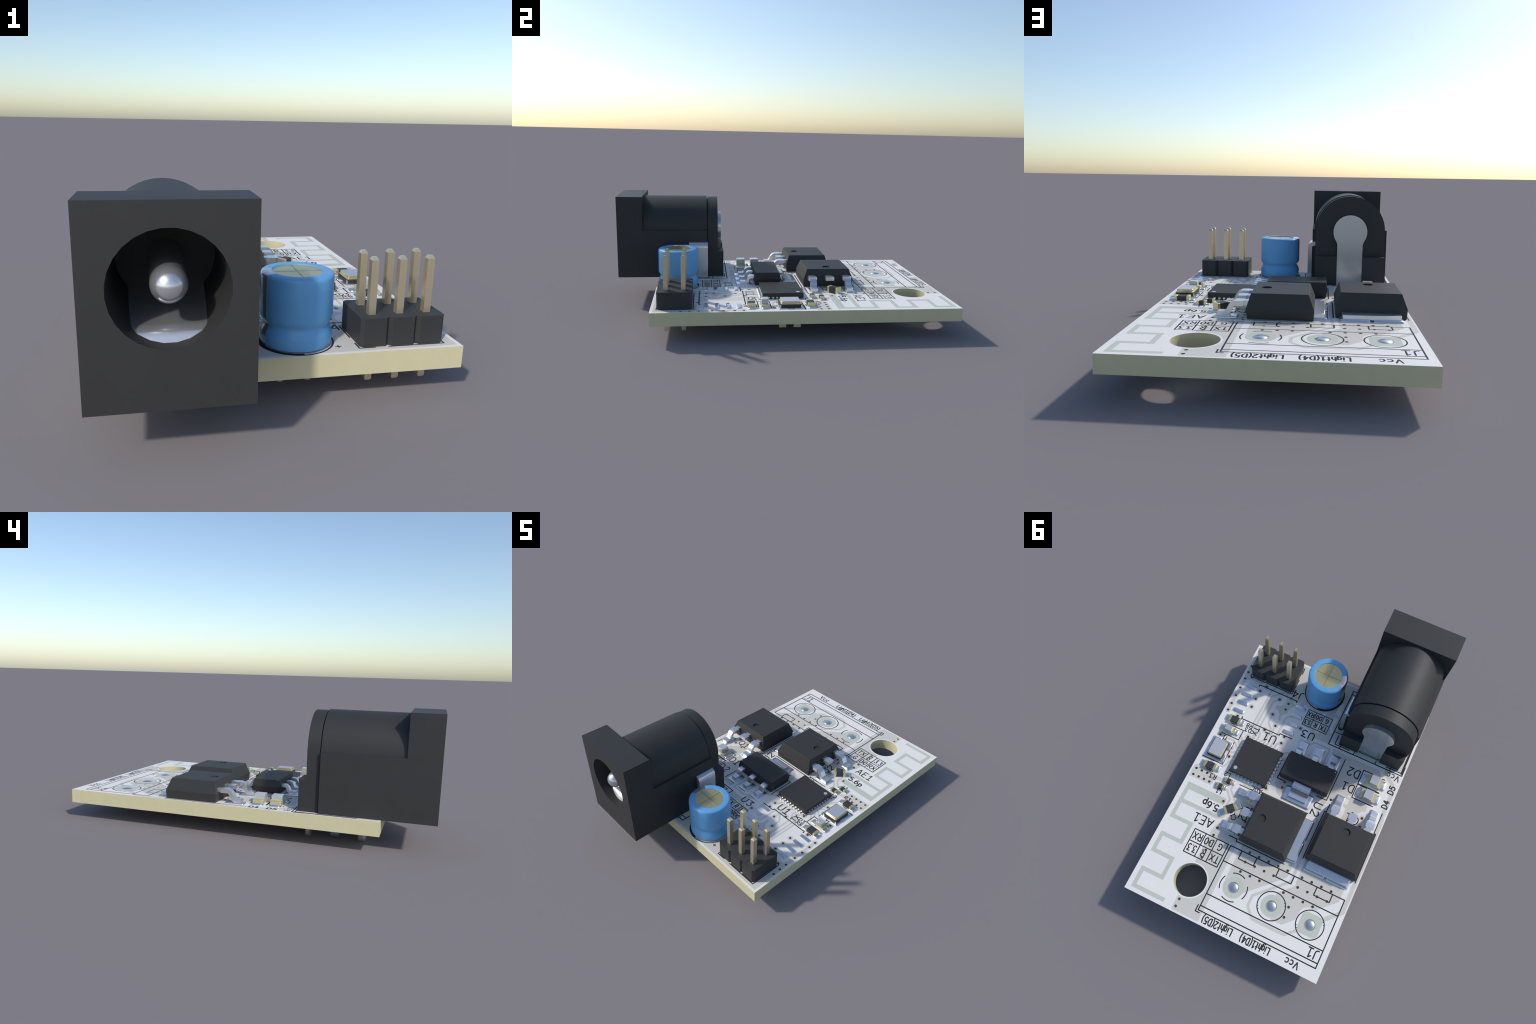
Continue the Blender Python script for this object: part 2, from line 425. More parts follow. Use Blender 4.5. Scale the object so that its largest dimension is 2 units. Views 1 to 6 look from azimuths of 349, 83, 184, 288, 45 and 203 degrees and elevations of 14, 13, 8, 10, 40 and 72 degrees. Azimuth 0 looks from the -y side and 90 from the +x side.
for patch in ([(4.66, -9.44), (4.45, -9.78), (3.67, -9.92), (3.6, -9.6)],
              [(3.16, -9.5), (3.12, -9.94), (2.57, -9.95), (2.26, -9.78), (2.18, -9.5)],
              [(0.31, -7.0), (0.31, -10.31), (-0.01, -10.31), (-0.2, -7.0)],
              [(-1.12, -10.55), (-1.14, -11.86), (-1.6, -12.4), (-1.75, -10.5)],
              [(-1.2, -9.9), (-1.75, -9.9), (-1.55, -8.6), (-1.9, -7.9), (-1.6, -7.7), (-1.2, -8.5)],
              [(11.55, -9.6), (9.6, -9.6), (9.6, -8.8), (11.55, -8.8)]):
    art("mask", patch)
# area between jack, light emitting diodes and transistor
art("copper", [(-2.9, -5.9), (-4.7, -5.72), (-9.17, -5.77), (-9.7, -5.36), (-9.9, -5.05), (-9.9, -4.75), (-7.7, -4.75), (-7.5, -4.6), (-7.5, -1.2),
               (-7.3, -0.95), (-9.78, -0.7), (-9.82, 0.1), (-9.44, 0.22), (-8.92, 0.85), (-8.9, 2.6), (-7.42, 2.6), (-7.46, 1.75), (-7.42, 0.75), (-5.0, 0.5),
               (-4.6, 2.4), (-4.1, 2.5), (-4.3, 1.0), (-3.3, 1.0), (-3.3, -0.8), (-4.5, -3.2), (-2.9, -3.2)])
for patch in ([(-7.07, -1.07), (-6.98, -0.71), (-7.35, -0.62), (-7.4, -0.95)],
              [(-7.02, -0.45), (-7.42, -0.5), (-7.42, 0.24), (-7.02, 0.24)],
              [(-10.0, -5.0), (-7.8, -5.0), (-7.8, -4.4), (-10.0, -4.4)]):
    art("mask", patch)
art("copper", [(2.5, 0.8), (1.9, 0.95), (2.1, 1.6), (1.65, 1.95), (1.3, 2.6), (0.75, 2.9), (0.5, 2.4), (0.4, 0.5), (2.2, 0.4)])
art("copper", [(5.5, 8.45), (4.85, 7.4), (5.2, 6.9), (4.2, 6.9), (4.3, 8.6)])
# --- tracks under the mask
T = 0.26
for pts, w in (([(-4.45, 2.3), (-4.52, 3.35), (-4.95, 3.8), (-4.97, 9.0), (-5.13, 11.8), (-1.65, 15.3), (-1.65, 16.6), (-2.78, 17.73), (-6.92, 17.73), (-8.3, 16.4)], 0.34),
               ([(-10.3, 14.3), (-12.1, 12.5), (-12.1, 0.3), (-11.95, -0.2), (-11.95, -4.1), (-11.5, -4.7), (-10.3, -5.7), (-10.1, -6.6)], 0.5),
               ([(7.47, -10.58), (7.93, -9.95), (8.05, -4.5), (7.3, -3.5), (7.3, -2.7)], T), ([(5.74, -10.95), (7.57, -9.14), (7.62, -4.3), (7.05, -3.6), (7.07, -2.7)], T),
               ([(6.43, -9.17), (7.04, -8.55), (7.09, -4.1), (6.6, -3.55), (6.57, -2.6)], T), ([(6.34, -6.82), (6.34, -5.57), (5.61, -4.81), (5.65, -3.2), (6.07, -2.7)], T),
               ([(3.4, -7.9), (4.13, -7.52), (4.54, -7.1), (4.57, -2.5)], T), ([(5.31, -5.5), (5.3, -4.6), (5.12, -3.1), (5.07, -2.5)], T),
               ([(3.58, -3.64), (4.05, -3.25), (4.07, -2.5)], T), ([(6.34, -4.38), (5.57, -3.6), (5.57, -2.5)], T),
               ([(8.9, -2.4), (8.52, -1.99), (8.2, -1.75), (8.0, -1.55)], T), ([(10.07, -1.29), (9.21, -1.27), (8.53, -0.63), (8.2, -0.55)], T),
               ([(8.77, -1.6), (8.4, -1.1), (7.9, -1.05)], T), ([(9.5, 0.3), (8.72, 0.3), (8.35, -0.06), (7.9, -0.05)], T), ([(8.83, 0.94), (8.4, 0.7), (7.9, 0.45)], T),
               ([(9.4, 2.9), (8.68, 2.19), (8.5, 1.45), (7.9, 1.45)], T),
               ([(7.0, 5.0), (6.92, 5.1), (6.12, 5.95), (6.18, 7.0)], T), ([(6.6, 4.1), (6.58, 4.8), (5.36, 5.95), (4.7, 6.4)], T),
               ([(0.21, -5.07), (-0.38, -5.6), (-2.47, -5.6), (-2.49, -2.9)], 0.3), ([(2.9, -2.3), (1.9, -3.0), (0.9, -3.2)], 0.3),
               ([(11.95, -9.3), (11.95, -4.9)], 0.45), ([(2.4, -1.6), (1.7, -1.9)], T), ([(8.81, -10.14), (8.9, -10.7)], T),
               ([(5.9, 8.2), (6.5, 8.6)], 0.5)):
    line(pts, w, "track", "copper")

# --- drilled holes
JC_X = -7.36
VR = 0.17
vias = [(5.97, 19.37), (5.97, 20.27)]
vias += [(5.87, 9.85 + 1.015 * i) for i in range(5)]
vias += [(3.1, 5.89), (3.1, 6.75), (3.1, 7.68), (3.1, 8.49), (3.1, 9.48)]
vias += [(0.9 - 1.27 * i, 10.86) for i in range(5)] + [(-6.09 - 1.27 * i, 10.86) for i in range(4)]
vias += [(0.9 - 1.27 * i, 12.13) for i in range(4)] + [(-6.09 - 1.27 * i, 12.13) for i in range(4)]
vias += [(0.9 - 1.27 * i, 13.4) for i in range(3)] + [(-4.82 - 1.27 * i, 13.41) for i in range(4)]
vias += [(-6.09, 14.67), (-6.09, 15.95), (6.75, 6.53)]
ringed = [(2.7, 2.71), (11.96, -5.93), (11.95, -4.89), (9.33, -6.6), (10.41, -4.62), (11.23, -1.29), (9.15, -0.25), (8.83, 0.94),
          (7.84, -2.56), (6.34, -4.38), (5.3, -5.5), (6.33, -6.83), (11.97, -7.2), (11.95, -8.48), (9.34, -9.18), (9.34, -7.86), (8.81, -10.14),
          (6.43, -9.17), (2.19, -6.61), (3.58, -4.62), (3.58, -3.64), (-9.76, 1.04), (-9.93, 2.17)]
vias += [(11.85 - 0.765 * i, 4.11) for i in range(3)] + [(11.84 - 0.765 * i, 5.0) for i in range(4)]
vias += [(12.0, -12.03), (11.99, -11.02), (11.97, -9.99), (11.2, -10.52), (5.1, -9.99), (5.1, -9.12), (5.1, -8.21),
         (0.89, 0.94), (0.89, 1.71), (-5.32, 0.53), (-8.43, 0.95)]
for x, y in ringed:
    art("track", ring(x, y, 0.37, 20), "copper")
for x, y in vias + ringed:
    art("hole", ring(x, y, VR, 14), "hole")
MH = (5.85, 16.85, 2.0)
art("hole", ring(*MH, 56), "hole")
for x in JX:
    art("hole", ring(x, JY, 0.67, 28), "hole")
art("hole", roundrect(-3.0, -2.15, -11.6, -8.62, 0.4, 5), "hole")      # slots for the jack's side and rear tags
art("hole", roundrect(JC_X - 1.48, JC_X + 1.48, -7.6, -6.86, 0.3, 5), "hole")

# ------------------------------------------------------------------ board slab from the flat artwork
outer = [(BX0, BY0), (BX1, BY0), (BX1, BY1), (BX0, BY1)]
vs = [Vector(p) for p in outer]; fs = [[0, 1, 2, 3]]
for _, _, poly in ART:
    fs.append(list(range(len(vs), len(vs) + len(poly))))
    vs += [Vector(p) for p in poly]
V, E, F, _, _, OF = delaunay_2d_cdt(vs, [], fs, 1, 1e-4)
info = [(0, "mask")] + [(p, k) for p, k, _ in ART]
layers, hole_tri, kept = {}, [], []
for f, o in zip(F, OF):
    if 0 not in o:
        continue
    p, k = max((info[i] for i in o), key=lambda t: t[0])
    if k == "hole":
        continue
    kept.append(f)
    layers.setdefault(k, []).append(f)

def skin(tris, z, flip=False):
    used, v, out = {}, [], []
    for t in tris:
        q = []
        for i in t:
            if i not in used:
                used[i] = len(v); v.append((V[i][0], V[i][1], z))
            q.append(used[i])
        out.append(tuple(q[::-1] if flip else q))
    me = bpy.data.meshes.new("skin")
    me.from_pydata([(x * S, y * S, zz * S) for x, y, zz in v], [], out)
    return me

names = {"mask": ("solder_mask", "mask"), "copper": ("copper_pour", "copper"), "bare": ("copper_land", "bare"), "ink": ("silkscreen_outline", "ink")}
for k in sorted(layers):
    nm, mt = names.get(k, ("silkscreen_label", "ink"))
    put(nm, skin(layers[k], 0), mt)
# walls of the outer edge and of the holes, and the underside
use = {}
for f in kept:
    for i in range(3):
        use[(f[i], f[(i + 1) % 3])] = 1
edge_f, via_f, edge_v = [], [], []
idx = {}
def vid(i, z):
    if (i, z) not in idx:
        idx[(i, z)] = len(edge_v); edge_v.append((V[i][0], V[i][1], z))
    return idx[(i, z)]
for (a, b) in use:
    if (b, a) in use:
        continue
    q = (vid(b, 0), vid(a, 0), vid(a, -TH), vid(b, -TH))
    m = ((V[a][0] + V[b][0]) / 2, (V[a][1] + V[b][1]) / 2)
    rim = (abs(abs(m[0]) - 12.5) < .01 or abs(m[1] - BY0) < .01 or abs(m[1] - BY1) < .01 or hypot(m[0] - MH[0], m[1] - MH[1]) < 2.1)
    (edge_f if rim else via_f).append(q)
me = mesh_from(edge_v, edge_f, smooth=30); put("board_core", me, "fr4")
me = mesh_from(edge_v, via_f, smooth=50); put("via_barrel", me, "via", stuff=True)
pv, pf = [], []                      # vias are tented: each closes a little below the surface
for x, y in vias + ringed:
    pf.append(tuple(range(len(pv), len(pv) + 14)))
    pv += [(px, py, -0.3) for px, py in ring(x, y, VR + .002, 14)]
put("via_plug", mesh_from(pv, pf), "via", stuff=True)
put("solder_mask", skin(kept, -TH, True), "mask")

# ------------------------------------------------------------------ solder lands
def solder(poly, h=0.12, inset=0.09, name="solder_pad", z=0.003, crown=0.5):
    cx = sum(p[0] for p in poly) / len(poly); cy = sum(p[1] for p in poly) / len(poly)
    def inner(d):
        out = []
        for x, y in poly:
            r = hypot(x - cx, y - cy); k = max(0.0, (r - d) / r)
            out.append((cx + (x - cx) * k, cy + (y - cy) * k))
        return out
    secs = [[(x, y, z) for x, y in poly], [(x, y, z + h * .55) for x, y in inner(inset * .35)],
            [(x, y, z + h) for x, y in inner(inset)], [(x, y, z + h * (1 + crown)) for x, y in inner(inset * 4)]]
    return put(name, loft(secs, smooth=60), "solder")
def solder_rect(x0, x1, y0, y1, h=0.12, r=0.1, **k):
    return solder(roundrect(x0, x1, y0, y1, r, 3), h, **k)

for y in (-9.19, -7.9, -6.61, -5.34):
    solder_rect(9.83, 11.38, y - .25, y + .25, 0.12, 0.12, inset=0.05, crown=0.1)
    solder_rect(2.62, 4.16, y - .25, y + .25, 0.12, 0.12, inset=0.05, crown=0.1)
for i in range(3):
    x = 0.91 - 2.28 * i
    solder_rect(x - .75, x + .75, -5.21, -3.2, 0.12, 0.08, crown=0.15)
solder_rect(-3.3, 0.5, 1.12, 3.04, 0.14, 0.15, crown=0.1)

# domed solder in the empty terminal holes
for x in JX:
    pr = [(0.62, -0.5), (0.62, -0.08)] + [(0.62 * cos(radians(a)), -0.08 + 0.22 * sin(radians(a))) for a in range(12, 88, 12)] + [(0.02, 0.14)]
    put("solder_plug", lathe(pr, 28), "solder", loc=(x, JY, 0))
    rim = lathe([(0.665, -0.7), (0.665, 0.004), (0.61, 0.004), (0.61, -0.7)], 28)
    put("plated_rim", rim, "gold", loc=(x, JY, 0))
    pb = [(0.95, -TH - .002), (0.85, -TH - .3), (0.5, -TH - .8), (0.2, -TH - 1.1), (0.02, -TH - 1.15)]
    put("solder_joint", lathe(pb[::-1], 24), "solder", loc=(x, JY, 0))

# ------------------------------------------------------------------ barrel jack
JC = -7.36
AX = 6.52
front = [(JC - 4.5, 0.01), (JC + 4.5, 0.01), (JC + 4.5, 11.0), (JC - 4.5, 11.0)]
bore = ring(JC, AX, 3.14, 28, pi / 28)
body = ([(JC - 4.5, 0.01), (JC + 4.5, 0.01), (JC + 4.5, AX), (JC + 4.22, AX)] + arc(JC, AX, 4.22, 4.22, 0, 180, 24)[1:-1]
        + [(JC - 4.22, AX), (JC - 4.5, AX)])
hc = 4.12
collar_keyhole = arc(JC, 6.45, 2.03, 2.03, -49, 229, 18)
collar = ([(JC - hc, 0.01), (JC - 1.53, 0.01), (JC - 1.53, 4.9)] + collar_keyhole[::-1][1:-1]
          + [(JC + 1.53, 4.9), (JC + 1.53, 0.01), (JC + hc, 0.01)] + arc(JC, AX, hc, hc, 0, 180, 22))
jack = put("barrel_jack", plate(front, [bore], -20.97, -17.62), "jack")
put("jack_barrel", plate(body, [bore], -17.62, -13.1, smooth=35), "jack", parent=jack)
put("jack_housing", plate(body, [], -13.1, -8.98, smooth=35), "jack", parent=jack)
neck = ([(JC - 3.95, 0.02), (JC + 3.95, 0.02)] + arc(JC, AX - .1, 3.95, 3.95, 0, 180, 22))
put("jack_neck", plate(neck, [], -8.98, -8.72, smooth=35), "jack", parent=jack)
put("jack_collar", plate(collar, [], -8.86, -7.5, smooth=35), "jack", parent=jack)
foot_l = box(JC - hc, JC - 1.53, -7.5, -6.7, 0.01, 3.5)
put("jack_foot", foot_l, "jack", parent=jack)
put("jack_foot", box(JC + 1.53, JC + hc, -7.5, -6.7, 0.01, 3.5), "jack", parent=jack)
# contacts
pinp = [(1.0, -13.0), (1.0, -19.85)] + [(1.0 * cos(radians(a)), -19.85 - 1.02 * sin(radians(a))) for a in range(10, 90, 10)] + [(0.02, -20.87)]
pin = lathe([(r, -y) for r, y in pinp], 32, smooth=60)
for v in pin.vertices:
    x, y, z = v.co
    v.co = (x + JC * S, -z, y + AX * S)
put("contact_pin", pin, "steel", parent=jack)
leaf_path = [(-20.2, 3.02), (-19.85, 3.62), (-19.82, 3.67), (-19.7, 3.83), (-19.52, 3.97), (-19.28, 4.05), (-19.22, 4.06), (-13.0, 4.42)]
leaf = sweep(leaf_path, [2 * ((max(0.01, 3.14 ** 2 - (AX - z) ** 2)) ** .5 + .25) for y, z in leaf_path], 0.14, smooth=40)
for v in leaf.vertices:
    x, y, z = v.co
    v.co = (y + JC * S, x, z)
put("spring_contact", leaf, "steel", parent=jack)
key = ([(JC - 1.5, 0.02), (JC - 1.5, 4.93)] + arc(JC, 6.45, 2.0, 2.0, 229, -49, 20)[1:-1] + [(JC + 1.5, 4.93), (JC + 1.5, 0.02)])
put("contact_plate", plate(key, [], -8.7, -7.0, smooth=30), "steel", parent=jack)
lug = sweep([(-3.6, 4.75), (-3.1, 4.75), (-2.9, 4.71), (-2.72, 4.6), (-2.61, 4.42), (-2.58, 4.2), (-2.58, 0.0), (-2.58, -3.3)],
            [2.56] * 7 + [2.2], 0.5)
put("contact_lug", lug, "steel", parent=jack, loc=(0, -10.13, 0))
def tail(yc, hw, depth, half=0.45):
    prof = [(JC - hw, 0.0), (JC - hw, -depth + .5)] + arc(JC - hw + .5, -depth + .5, .5, .5, 180, 270, 5) + arc(JC + hw - .5, -depth + .5, .5, .5, 270, 360, 5) + [(JC + hw, 0.0)]
    me = bevel(plate(prof, [], yc - half, yc + half), 0.18, 3)
    put("solder_tail", me, "steel", parent=jack)
tail(-7.25, 1.3, 3.6, 0.3)
tail(-10.2, 0.8, 3.4, 0.5)
tail(-13.25, 0.95, 3.6, 0.45)
# ------------------------------------------------------------------ electrolytic capacitor
outline = [(2.28, 0.02), (2.46, 0.12), (2.5, 0.3), (2.5, 0.85), (2.47, 1.02), (2.38, 1.22), (2.29, 1.4), (2.25, 1.52), (2.29, 1.64), (2.38, 1.8), (2.47, 1.96), (2.5, 2.1), (2.5, 4.72), (2.47, 4.86),
           (2.39, 4.96), (2.25, 5.0), (1.73, 5.0), (1.71, 4.92)]
def sector(profile, d0, d1, n, r_in=1.2):
    v, f = [], []
    m = len(profile)
    full = abs(d1 - d0) >= 359
    for i in range(n + 1):
        a = radians(d0 + (d1 - d0) * i / n)
        v += [(r * cos(a), r * sin(a), z) for r, z in profile]
    for i in range(n):
        for k in range(m - 1):
            f.append((i * m + k, (i + 1) * m + k, (i + 1) * m + k + 1, i * m + k + 1))
    return mesh_from(v, f, smooth=40)
cap = put("capacitor", sector(outline, -157, 157, 46), "blue", loc=(CX, CY, 0))
put("polarity_band", sector(outline, 157, 203, 8), "band", parent=cap)
put("vent_disc", lathe([(1.9, 3.0), (1.74, 4.93), (0.02, 4.93)], 40, smooth=20), "vent", parent=cap)
put("vent_score", box(-1.66, 1.66, -.05, .05, 4.88, 4.936), "groove", parent=cap)
put("vent_score", box(-.05, .05, -1.66, 1.66, 4.88, 4.9365), "groove", parent=cap)
put("capacitor_base", lathe([(2.2, 0.0), (2.35, 0.06), (2.35, 0.1), (0.02, 0.12)], 40), "chip", parent=cap)
for dx in (-1, 1):
    put("capacitor_lead", lathe([(0.25, -3.0), (0.25, 0.05)], 16), "lead", parent=cap, loc=(dx, 0, 0))

# ------------------------------------------------------------------ six pin header
HX, HY = (6.37, 8.37, 10.37), (-13.73, -11.73)
c = 0.22
prof = []
x0, x1, y0, y1 = 5.37, 11.37, -14.73, -10.73
prof = [(x0 + c, y0), (7.37 - c, y0), (7.37, y0 + c), (7.37 + c, y0), (9.37 - c, y0), (9.37, y0 + c), (9.37 + c, y0), (x1 - c, y0), (x1, y0 + c),
        (x1, y1 - c), (x1 - c, y1), (9.37 + c, y1), (9.37, y1 - c), (9.37 - c, y1), (7.37 + c, y1), (7.37, y1 - c), (7.37 - c, y1), (x0 + c, y1), (x0, y1 - c), (x0, y0 + c)]
hdr = put("pin_header", plate(prof, [], 0.02, 2.02, axis="z", smooth=20), "black")
h = 0.25
def sq(w, z): return [(-w, -w, z), (w, -w, z), (w, w, z), (-w, w, z)]
pm = loft([sq(.15, -2.85), sq(h, -2.7), sq(h, 5.82), sq(.14, 6.03)])
pm.materials.append(M["pin"])
for x in HX:
    for y in HY:
        put("header_pin", pm, None, parent=hdr, loc=(x, y, 0))

# ------------------------------------------------------------------ power transistors
def section(xa, xb, yw, z):
    return [(xa, -yw, z), (xb, -yw, z), (xb, yw, z), (xa, yw, z)]
tbody = bevel(loft([section(-3.88, 2.15, 3.24, 0.02), section(-3.93, 2.27, 3.31, 0.98), section(-3.41, 1.85, 2.8, 2.34)]), 0.02, 1, 10)
bm = bmesh.new(); bm.from_mesh(tbody)
top = max(bm.faces, key=lambda f: f.calc_center_median().z)
loop = [v for v in top.verts]
zt = top.calc_center_median().z
bm.faces.remove(top)
rim_v = [bm.verts.new((x * S, y * S, zt)) for x, y in ring(0.66, 0.0, 0.5, 32)]
low_v = [bm.verts.new((x * S, y * S, zt - 0.15 * S)) for x, y in ring(0.66, 0.0, 0.495, 32)]
ed = [bm.edges.new((rim_v[i], rim_v[(i + 1) % 32])) for i in range(32)]
outer_e = [e for e in bm.edges if e.is_boundary]
bmesh.ops.triangle_fill(bm, use_beauty=True, use_dissolve=False, edges=ed + [e for e in outer_e if e not in ed])
for f in list(bm.faces):
    if all(v in rim_v for v in f.verts): bm.faces.remove(f)
for i in range(32):
    j = (i + 1) % 32
    bm.faces.new((rim_v[i], rim_v[j], low_v[j], low_v[i]))
bm.faces.new(low_v)
bmesh.ops.recalc_face_normals(bm, faces=bm.faces)
bm.to_mesh(tbody); bm.free()
for p in tbody.polygons: p.use_smooth = False
tbody.materials.append(M["chip"])
lead_path = [(2.0, 1.36), (2.55, 1.36), (2.56, 1.36), (3.15, 1.36), (3.32, 1.35), (3.34, 1.345), (3.52, 1.28), (3.67, 1.15), (3.8, 0.95), (3.9, 0.72), (4.02, 0.5), (4.2, 0.36), (4.4, 0.32), (4.97, 0.32)]
lead_w = [.72, .72, 1.06, 1.06, 1.06, .8, .8, .8, .8, .8, .8, .8, .8, .8]
lead_m = sweep(lead_path, lead_w, 0.46)
lead_m.materials.append(M["lead"])
stub_m = sweep([(2.0, 1.36), (2.55, 1.36), (2.56, 1.36), (3.4, 1.36)], [.72, .72, 1.06, 1.06], 0.46)
stub_m.materials.append(M["lead"])
tab_m = bevel(plate([(-4.9, -2.65), (-3.4, -2.72), (-3.4, 2.72), (-4.9, 2.65)], [], 0.13, 0.58, axis="z"), 0.04, 1)
tab_m.materials.append(M["lead"])
for (x, y, r) in ((0.5, 6.88, 0.0), (-8.64, 4.75, -pi / 2)):
    t = put("power_transistor", tbody, None, loc=(x, y, 0), rot=r)
    for dy in (-2.28, 2.28):
        put("transistor_lead", lead_m, None, parent=t, loc=(0, dy, 0))
    put("transistor_lead", stub_m, None, parent=t)
    put("mounting_tab", tab_m, None, parent=t)
    cr, sr = cos(r), sin(r)
    def turn(poly): return [(x + u * cr - v * sr, y + u * sr + v * cr) for u, v in poly]
    for dy in (-2.28, 2.28):
        solder(turn(roundrect(3.1, 5.3, dy - .6, dy + .6, 0.15, 3)), 0.12, crown=0.15, inset=0.06)
    for a, b in ((-2.9, -0.12), (0.12, 2.9)):
        solder(turn(roundrect(-5.22, -2.4, a, b, 0.2, 3)), 0.2, inset=0.14, crown=0.1)

# ------------------------------------------------------------------ regulator
RX, RY = -1.42, -1.08
def sec2(hx, ya, yb, z): return [(-hx, ya, z), (hx, ya, z), (hx, yb, z), (-hx, yb, z)]
rb = bevel(loft([sec2(3.12, -1.62, 1.62, 0.06), sec2(3.27, -1.78, 1.78, 0.88), sec2(3.15, -1.62, 1.6, 1.73)]), 0.02, 1, 10)
for p in rb.polygons: p.use_smooth = False
reg = put("voltage_regulator", rb, "chip", loc=(RX, RY, 0))
gp = [(1.6, 1.02), (2.15, 1.02), (2.33, .97), (2.47, .84), (2.56, .62), (2.65, .42), (2.8, .29), (2.95, .26), (3.55, .26)]
gm = sweep(gp, [0.74] * len(gp), 0.36); gm.materials.append(M["lead"])
for i in range(3):
    put("regulator_lead", gm, None, parent=reg, loc=(2.31 - 2.28 * i, 0, 0), rot=-pi / 2)
gt = sweep(gp, [2.35] * len(gp), 0.36)
put("regulator_tab", gt, "lead", parent=reg, rot=pi / 2)
put("pin_one_dot", lathe([(0.08, 0), (0.08, 0.006)], 12), "dot", parent=reg, loc=(-3.02, -1.35, 1.73))

# ------------------------------------------------------------------ microcontroller
mcu = put("microcontroller_chip", box(-2.5, 2.5, -2.5, 2.5, 0.06, 0.74, 0.02, 1), "chip", loc=(QX, QY, 0))
put("pin_one_dot", lathe([(0.24, 0), (0.24, 0.008)], 28), "dot", parent=mcu, loc=(1.95, 1.88, 0.74))
term = box(-.13, .13, -.5, .03, 0.03, 0.27, 0.03, 1); term.materials.append(M["gold"])
blob = loft([[(x, y, 0.003) for x, y in roundrect(-.15, .15, -.28, .4, .12, 3)], [(x, y, 0.08) for x, y in roundrect(-.13, .13, -.26, .34, .11, 3)],
             [(x, y, 0.13) for x, y in roundrect(-.08, .08, -.2, .2, .07, 3)]], smooth=60)
blob.materials.append(M["solder"])
for side in range(4):
    a = side * pi / 2
    for i in range(8):
        o = (i - 3.5) * 0.5
        x, y = (o * cos(a) - 2.5 * sin(a), o * sin(a) + 2.5 * cos(a))
        put("chip_terminal", term, None, parent=mcu, loc=(x, y, 0), rot=a)
        put("solder_fillet", blob, None, parent=mcu, loc=(x, y, 0), rot=a)

# ------------------------------------------------------------------ chip resistors, capacitor, inductors
def two_ended(name, L, Wd, H, e, lip=0.02):
    body = box(-L / 2 + e, L / 2 - e, -Wd / 2 + .01, Wd / 2 - .01, 0.05, H - .015)
    end = box(-e / 2, e / 2, -Wd / 2, Wd / 2, 0.03, H, 0.012, 1)
    body.materials.append(M["res"]); end.materials.append(M["cap"])
    return name, body, end, L, e
def place(kind, x, y, rot=0.0, pad=(0.95, 0.95), reach=1.37, z=0.0, up=True):
    name, body, end, L, e = kind
    o = put(name, body, None, loc=(x, y, z), rot=rot)
    if not up:
        o.rotation_euler = (pi, 0, rot)
    for s in (-1, 1):
        put("end_cap", end, None, parent=o, loc=(s * (L / 2 - e / 2), 0, 0))
    if not up:
        return o
    c_, s_ = cos(rot), sin(rot)
    for s in (-1, 1):
        xa, xb = sorted((s * reach, s * (reach - pad[0])))
        pl = roundrect(xa, xb, -pad[1] / 2, pad[1] / 2, 0.22 * min(1, pad[1]), 4)
        solder([(x + u * c_ - v * s_, y + u * s_ + v * c_) for u, v in pl], 0.11, crown=0.3, inset=0.06)
    return o
r0603 = two_ended("chip_resistor", 1.6, 0.85, 0.48, 0.3)
c0603 = two_ended("chip_capacitor", 1.55, 0.85, 0.82, 0.3)
l0402 = two_ended("chip_inductor", 1.0, 0.55, 0.42, 0.25)
place(r0603, 10.4, -3.9)
place(r0603, 10.38, 3.1)
place(c0603, 5.5, 7.05, radians(45), reach=1.5)
place(l0402, 7.3, 3.9, pad=(0.6, 0.62), reach=0.87)
place(l0402, 7.95, 4.93, pad=(0.6, 0.62), reach=0.87)
place(c0603, 10.5, -0.3, z=-TH, up=False)
place(c0603, 10.5, 1.43, z=-TH, up=False)

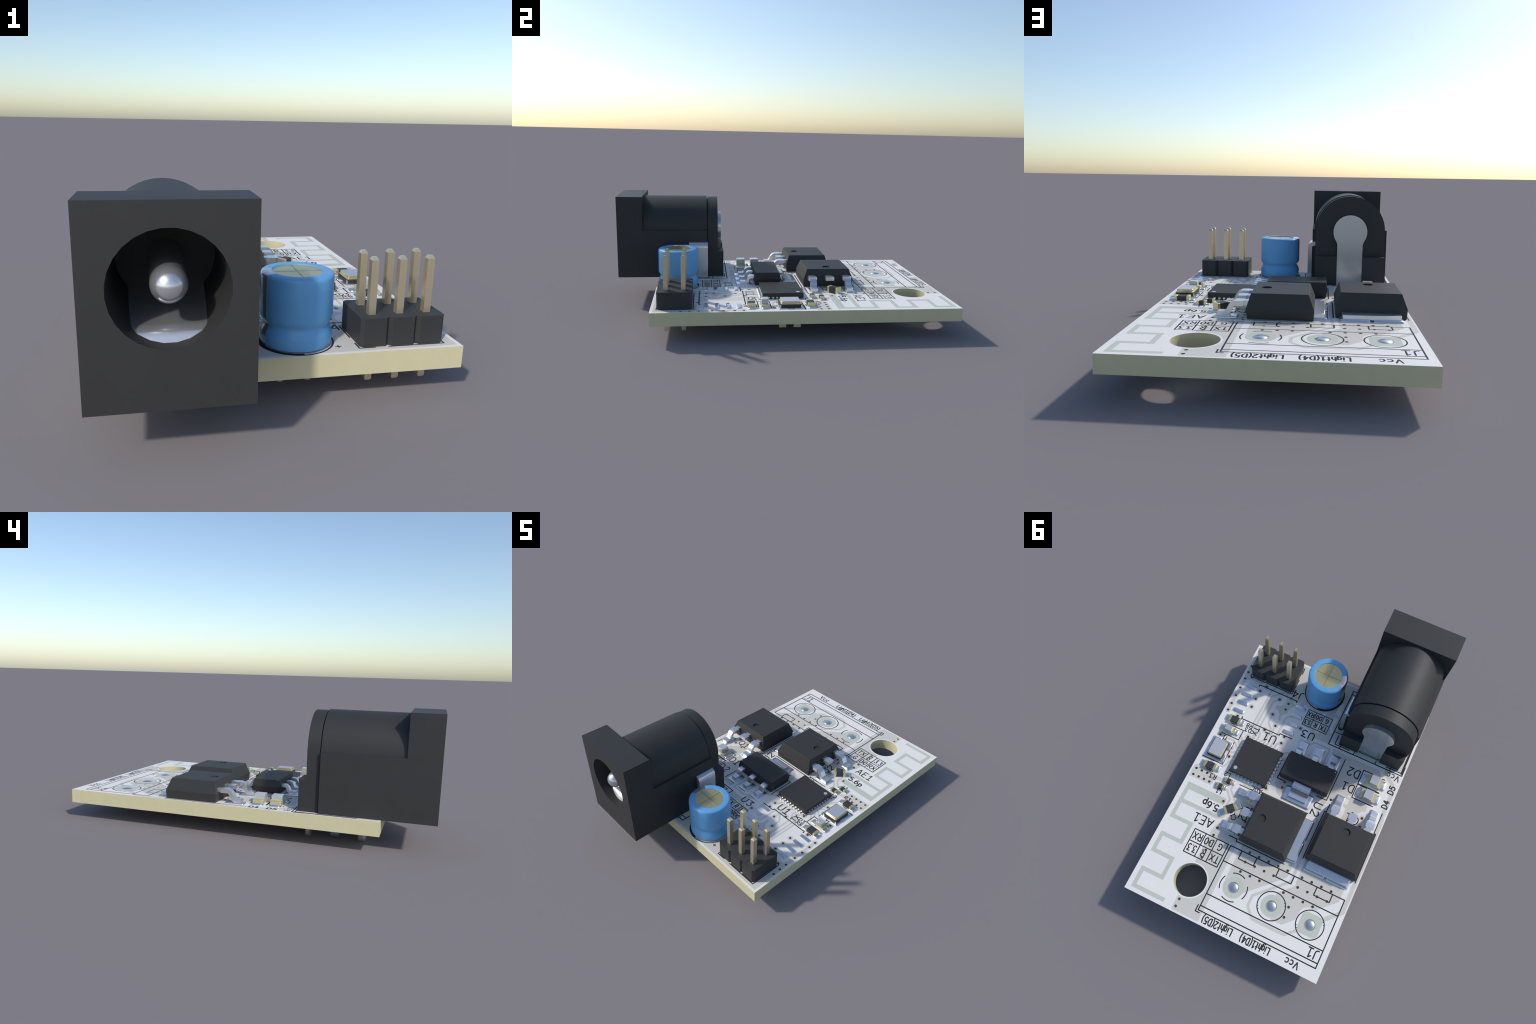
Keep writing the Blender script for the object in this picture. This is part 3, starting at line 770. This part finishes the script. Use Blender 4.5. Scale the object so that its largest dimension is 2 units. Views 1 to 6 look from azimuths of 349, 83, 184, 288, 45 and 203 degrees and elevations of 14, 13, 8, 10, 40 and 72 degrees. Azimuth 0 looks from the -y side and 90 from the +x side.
# ------------------------------------------------------------------ light emitting diodes
def diode(x, y, L, Wd, hb, ht, lens_l, reach, padw, rot=0.0):
    base = box(-L / 2 + .32, L / 2 - .32, -Wd / 2 + .02, Wd / 2 - .02, 0.05, hb - .02)
    o = put("light_emitting_diode", base, "ledbase", loc=(x, y, 0), rot=rot)
    e = box(-.17, .17, -Wd / 2, Wd / 2, 0.03, hb, 0.012, 1)
    e.materials.append(M["cap"])
    for s in (-1, 1):
        put("end_cap", e, None, parent=o, loc=(s * (L / 2 - .17), 0, 0))
    lm = loft([[(sx * lens_l / 2, sy * Wd / 2, hb - .01) for sx, sy in ((-1, -1), (1, -1), (1, 1), (-1, 1))],
               [(sx * (lens_l / 2 - .03), sy * (Wd / 2 - .02), ht) for sx, sy in ((-1, -1), (1, -1), (1, 1), (-1, 1))]])
    put("lens", bevel(lm, 0.02, 1), "lens", parent=o)
    for s in (-1, 1):
        xa, xb = sorted((s * reach, s * (reach - 1.1)))
        solder([(x + u, y + v) for u, v in roundrect(xa, xb, -padw / 2, padw / 2, 0.25, 4)], 0.12, crown=0.4, inset=0.07)
diode(-9.33, -1.88, 2.0, 1.25, 0.48, 1.08, 1.16, 1.6, 1.36)
diode(-9.33, -3.92, 2.0, 1.25, 0.48, 1.08, 1.16, 1.6, 1.36)
diode(10.45, -2.37, 1.6, 0.82, 0.42, 0.98, 0.95, 1.36, 0.92)

# ------------------------------------------------------------------ crystal
YX, YY = 10.5, 0.6
xt = put("crystal", box(-1.0, 1.0, -1.25, 1.25, 0.08, 0.44, 0.03, 1), "chip", loc=(YX, YY, 0))
put("crystal_lid", bevel(plate(roundrect(-.93, .93, -1.17, 1.17, .15, 4), [], 0.44, 0.6, axis="z"), 0.02, 1), "gold", parent=xt)
put("crystal_lid", bevel(plate(roundrect(-.86, .86, -1.1, 1.1, .15, 4), [], 0.6, 0.8, axis="z"), 0.02, 1), "gold", parent=xt)
put("crystal_lid", plate(roundrect(-.84, .84, -1.08, 1.08, .14, 4), [], 0.8, 0.812, axis="z"), "lid", parent=xt)
for sx in (-1, 1):
    for sy in (-1, 1):
        put("crystal_corner", box(sx * .98 - .06, sx * .98 + .06, sy * 1.22 - .06, sy * 1.22 + .06, 0.02, 0.4), "cap", parent=xt)
        cx, cy = YX + sx * 0.82, YY + sy * 0.92
        solder_rect(cx - .58, cx + .58, cy - .56, cy + .56, 0.1, 0.1, inset=0.05, crown=0.1)
